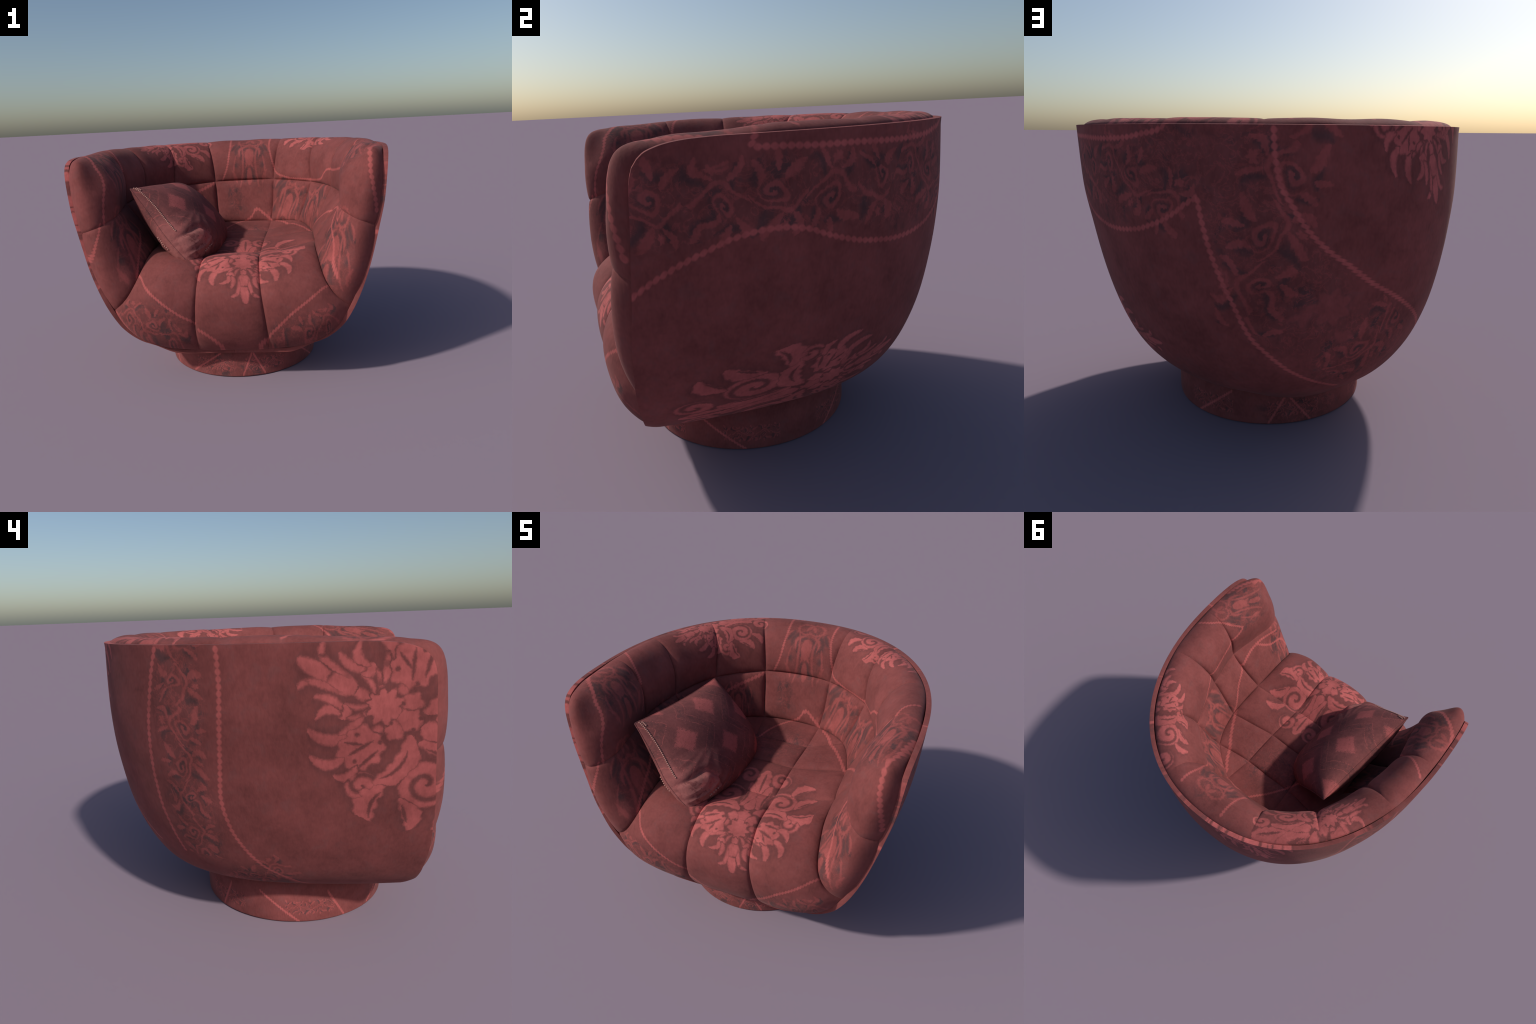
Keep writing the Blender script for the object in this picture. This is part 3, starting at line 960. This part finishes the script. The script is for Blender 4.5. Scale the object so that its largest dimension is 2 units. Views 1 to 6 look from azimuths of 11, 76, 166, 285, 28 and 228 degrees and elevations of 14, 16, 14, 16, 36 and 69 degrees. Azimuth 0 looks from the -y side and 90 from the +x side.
flat[..., 0] -= bb * (1 - aa**2) * 0.016
fat = (np.maximum(0, 1 - np.abs(aa) ** 2.6) * np.maximum(0, 1 - np.abs(bb) ** 2.6)) ** 0.55
dc = np.sqrt((aa + 1) ** 2 + (bb - 1) ** 2)            # distance from the crumpled lower corner
cr = np.clip(1.15 - dc, 0, 1)
wave = np.sin(13 * (bb + 0.5 * aa) + 2.2 * np.sin(4 * aa + 1) + 1.5 * np.sin(7 * bb))
rip = (1 - np.abs(wave)) ** 0.8 - 0.4
crease = np.exp(-((dc - 0.72 - 0.05 * np.sin(9 * aa)) / 0.06) ** 2)
lumps = lattice_noise(flat, 17.0, 5) * 0.0022
soft = fat ** 0.45
front_h = 0.168 * fat + (0.017 * rip * cr + 0.035 * np.clip(cr * 2, 0, 1) - 0.022 * crease) * soft + lumps * soft
back_h = -0.15 * fat - (0.02 * rip * cr) * soft
F = flat.copy(); F[..., 2] += front_h
Bk = flat.copy(); Bk[..., 2] += back_h
idx = np.arange((n + 1) ** 2).reshape(n + 1, n + 1)
idk = idx + (n + 1) ** 2
rim = np.zeros_like(idx, bool); rim[0] = rim[-1] = True; rim[:, 0] = rim[:, -1] = True
idk = np.where(rim, idx, idk)
q1 = np.stack([idx[:-1, :-1], idx[:-1, 1:], idx[1:, 1:], idx[1:, :-1]], -1).reshape(-1, 4)
q2 = np.stack([idk[:-1, :-1], idk[1:, :-1], idk[1:, 1:], idk[:-1, 1:]], -1).reshape(-1, 4)
world = Matrix.Translation(Vector(AXIS)) @ Matrix.Rotation(YAW, 4, "Z")
pose = world @ Matrix.Translation(Vector(ctr)) @ Matrix(frame.T.tolist()).to_4x4()
cushion = bpy.data.objects.new("throw_cushion", None)
bpy.context.scene.collection.objects.link(cushion)
cushion.matrix_world = pose
cushion["label"] = "square dark red patterned throw cushion with beaded edge"
cushion["category"] = "cushion"
cover = make("cushion_cover", np.vstack([F.reshape(-1, 3), Bk.reshape(-1, 3)]), np.vstack([q1, q2]).tolist(), M_CUSH, cushion)
import bmesh
bm = bmesh.new(); bm.from_mesh(cover.data)
bmesh.ops.delete(bm, geom=[v for v in bm.verts if not v.link_faces], context="VERTS")   # unused doubles of the rim
bmesh.ops.recalc_face_normals(bm, faces=bm.faces)
bm.to_mesh(cover.data); bm.free()

# piping along the two upper edges
def tube(name, path, rad, mat, parent, k=10):
    path = np.asarray(path)
    tan = np.gradient(path, axis=0); tan /= np.linalg.norm(tan, axis=1, keepdims=True)
    s1 = np.cross(tan, [0, 0, 1.0]); s1 /= np.linalg.norm(s1, axis=1, keepdims=True)
    s2 = np.cross(tan, s1)
    t = np.linspace(0, 2 * math.pi, k + 1)
    fade = np.minimum(1, np.minimum(np.arange(len(path)), np.arange(len(path))[::-1]) / 3.0) * 0.9 + 0.1
    P = path[:, None] + rad * fade[:, None, None] * (np.cos(t)[None, :, None] * s1[:, None] + np.sin(t)[None, :, None] * s2[:, None])
    return grid_mesh(name, P, mat, parent)


tube("cushion_piping", flat[:, 0], 0.0042, M_CUSH, cushion)
tube("cushion_piping", flat[0, :], 0.0042, M_CUSH, cushion)
tube("cushion_piping", flat[-1, :], 0.0042, M_CUSH, cushion)
tube("cushion_piping", flat[:, -1], 0.0042, M_CUSH, cushion)

# a string of tan beads sewn beside the seam, near the upper front corner, and strays on the crumpled one
bm = bmesh.new()
edge = F[0], F[4]
def bead(p, r):
    bmesh.ops.create_icosphere(bm, subdivisions=2, radius=r, matrix=Matrix.Translation(Vector(p)))
def along_edge(row, j0, j1, count, lift):
    pts = F[row, j0:j1] if lift >= 0 else Bk[row, j0:j1]
    L = np.r_[0, np.cumsum(np.linalg.norm(np.diff(pts, axis=0), axis=1))]
    for d in np.linspace(0, L[-1], count):
        p = np.array([np.interp(d, L, pts[:, k]) for k in range(3)])
        p[2] += 0.002 * (1 if lift >= 0 else -1)
        bead(p, 0.0058)
along_edge(7, 4, 74, 34, 1)
along_edge(10, 6, 14, 4, 1)
along_edge(7, 66, 84, 8, -1)
rb = np.random.default_rng(4)
for i0, j0, di, dj, c in ((30, 119, 2.6, -1.5, 5),):
    for k in range(c):
        i, j = int(i0 + di * k), int(j0 + dj * k)
        p = F[min(i, n), min(j, n)].copy(); p[2] += 0.003
        bead(p + rb.normal(size=3) * 0.001, 0.0056)
me = bpy.data.meshes.new("bead_trim")
bm.to_mesh(me); bm.free()
me.polygons.foreach_set("use_smooth", [True] * len(me.polygons))
me.materials.append(M_BEAD)
beads_ob = bpy.data.objects.new("bead_trim", me)
bpy.context.scene.collection.objects.link(beads_ob)
beads_ob.parent = cushion
beads_ob["kind"] = "stuff"
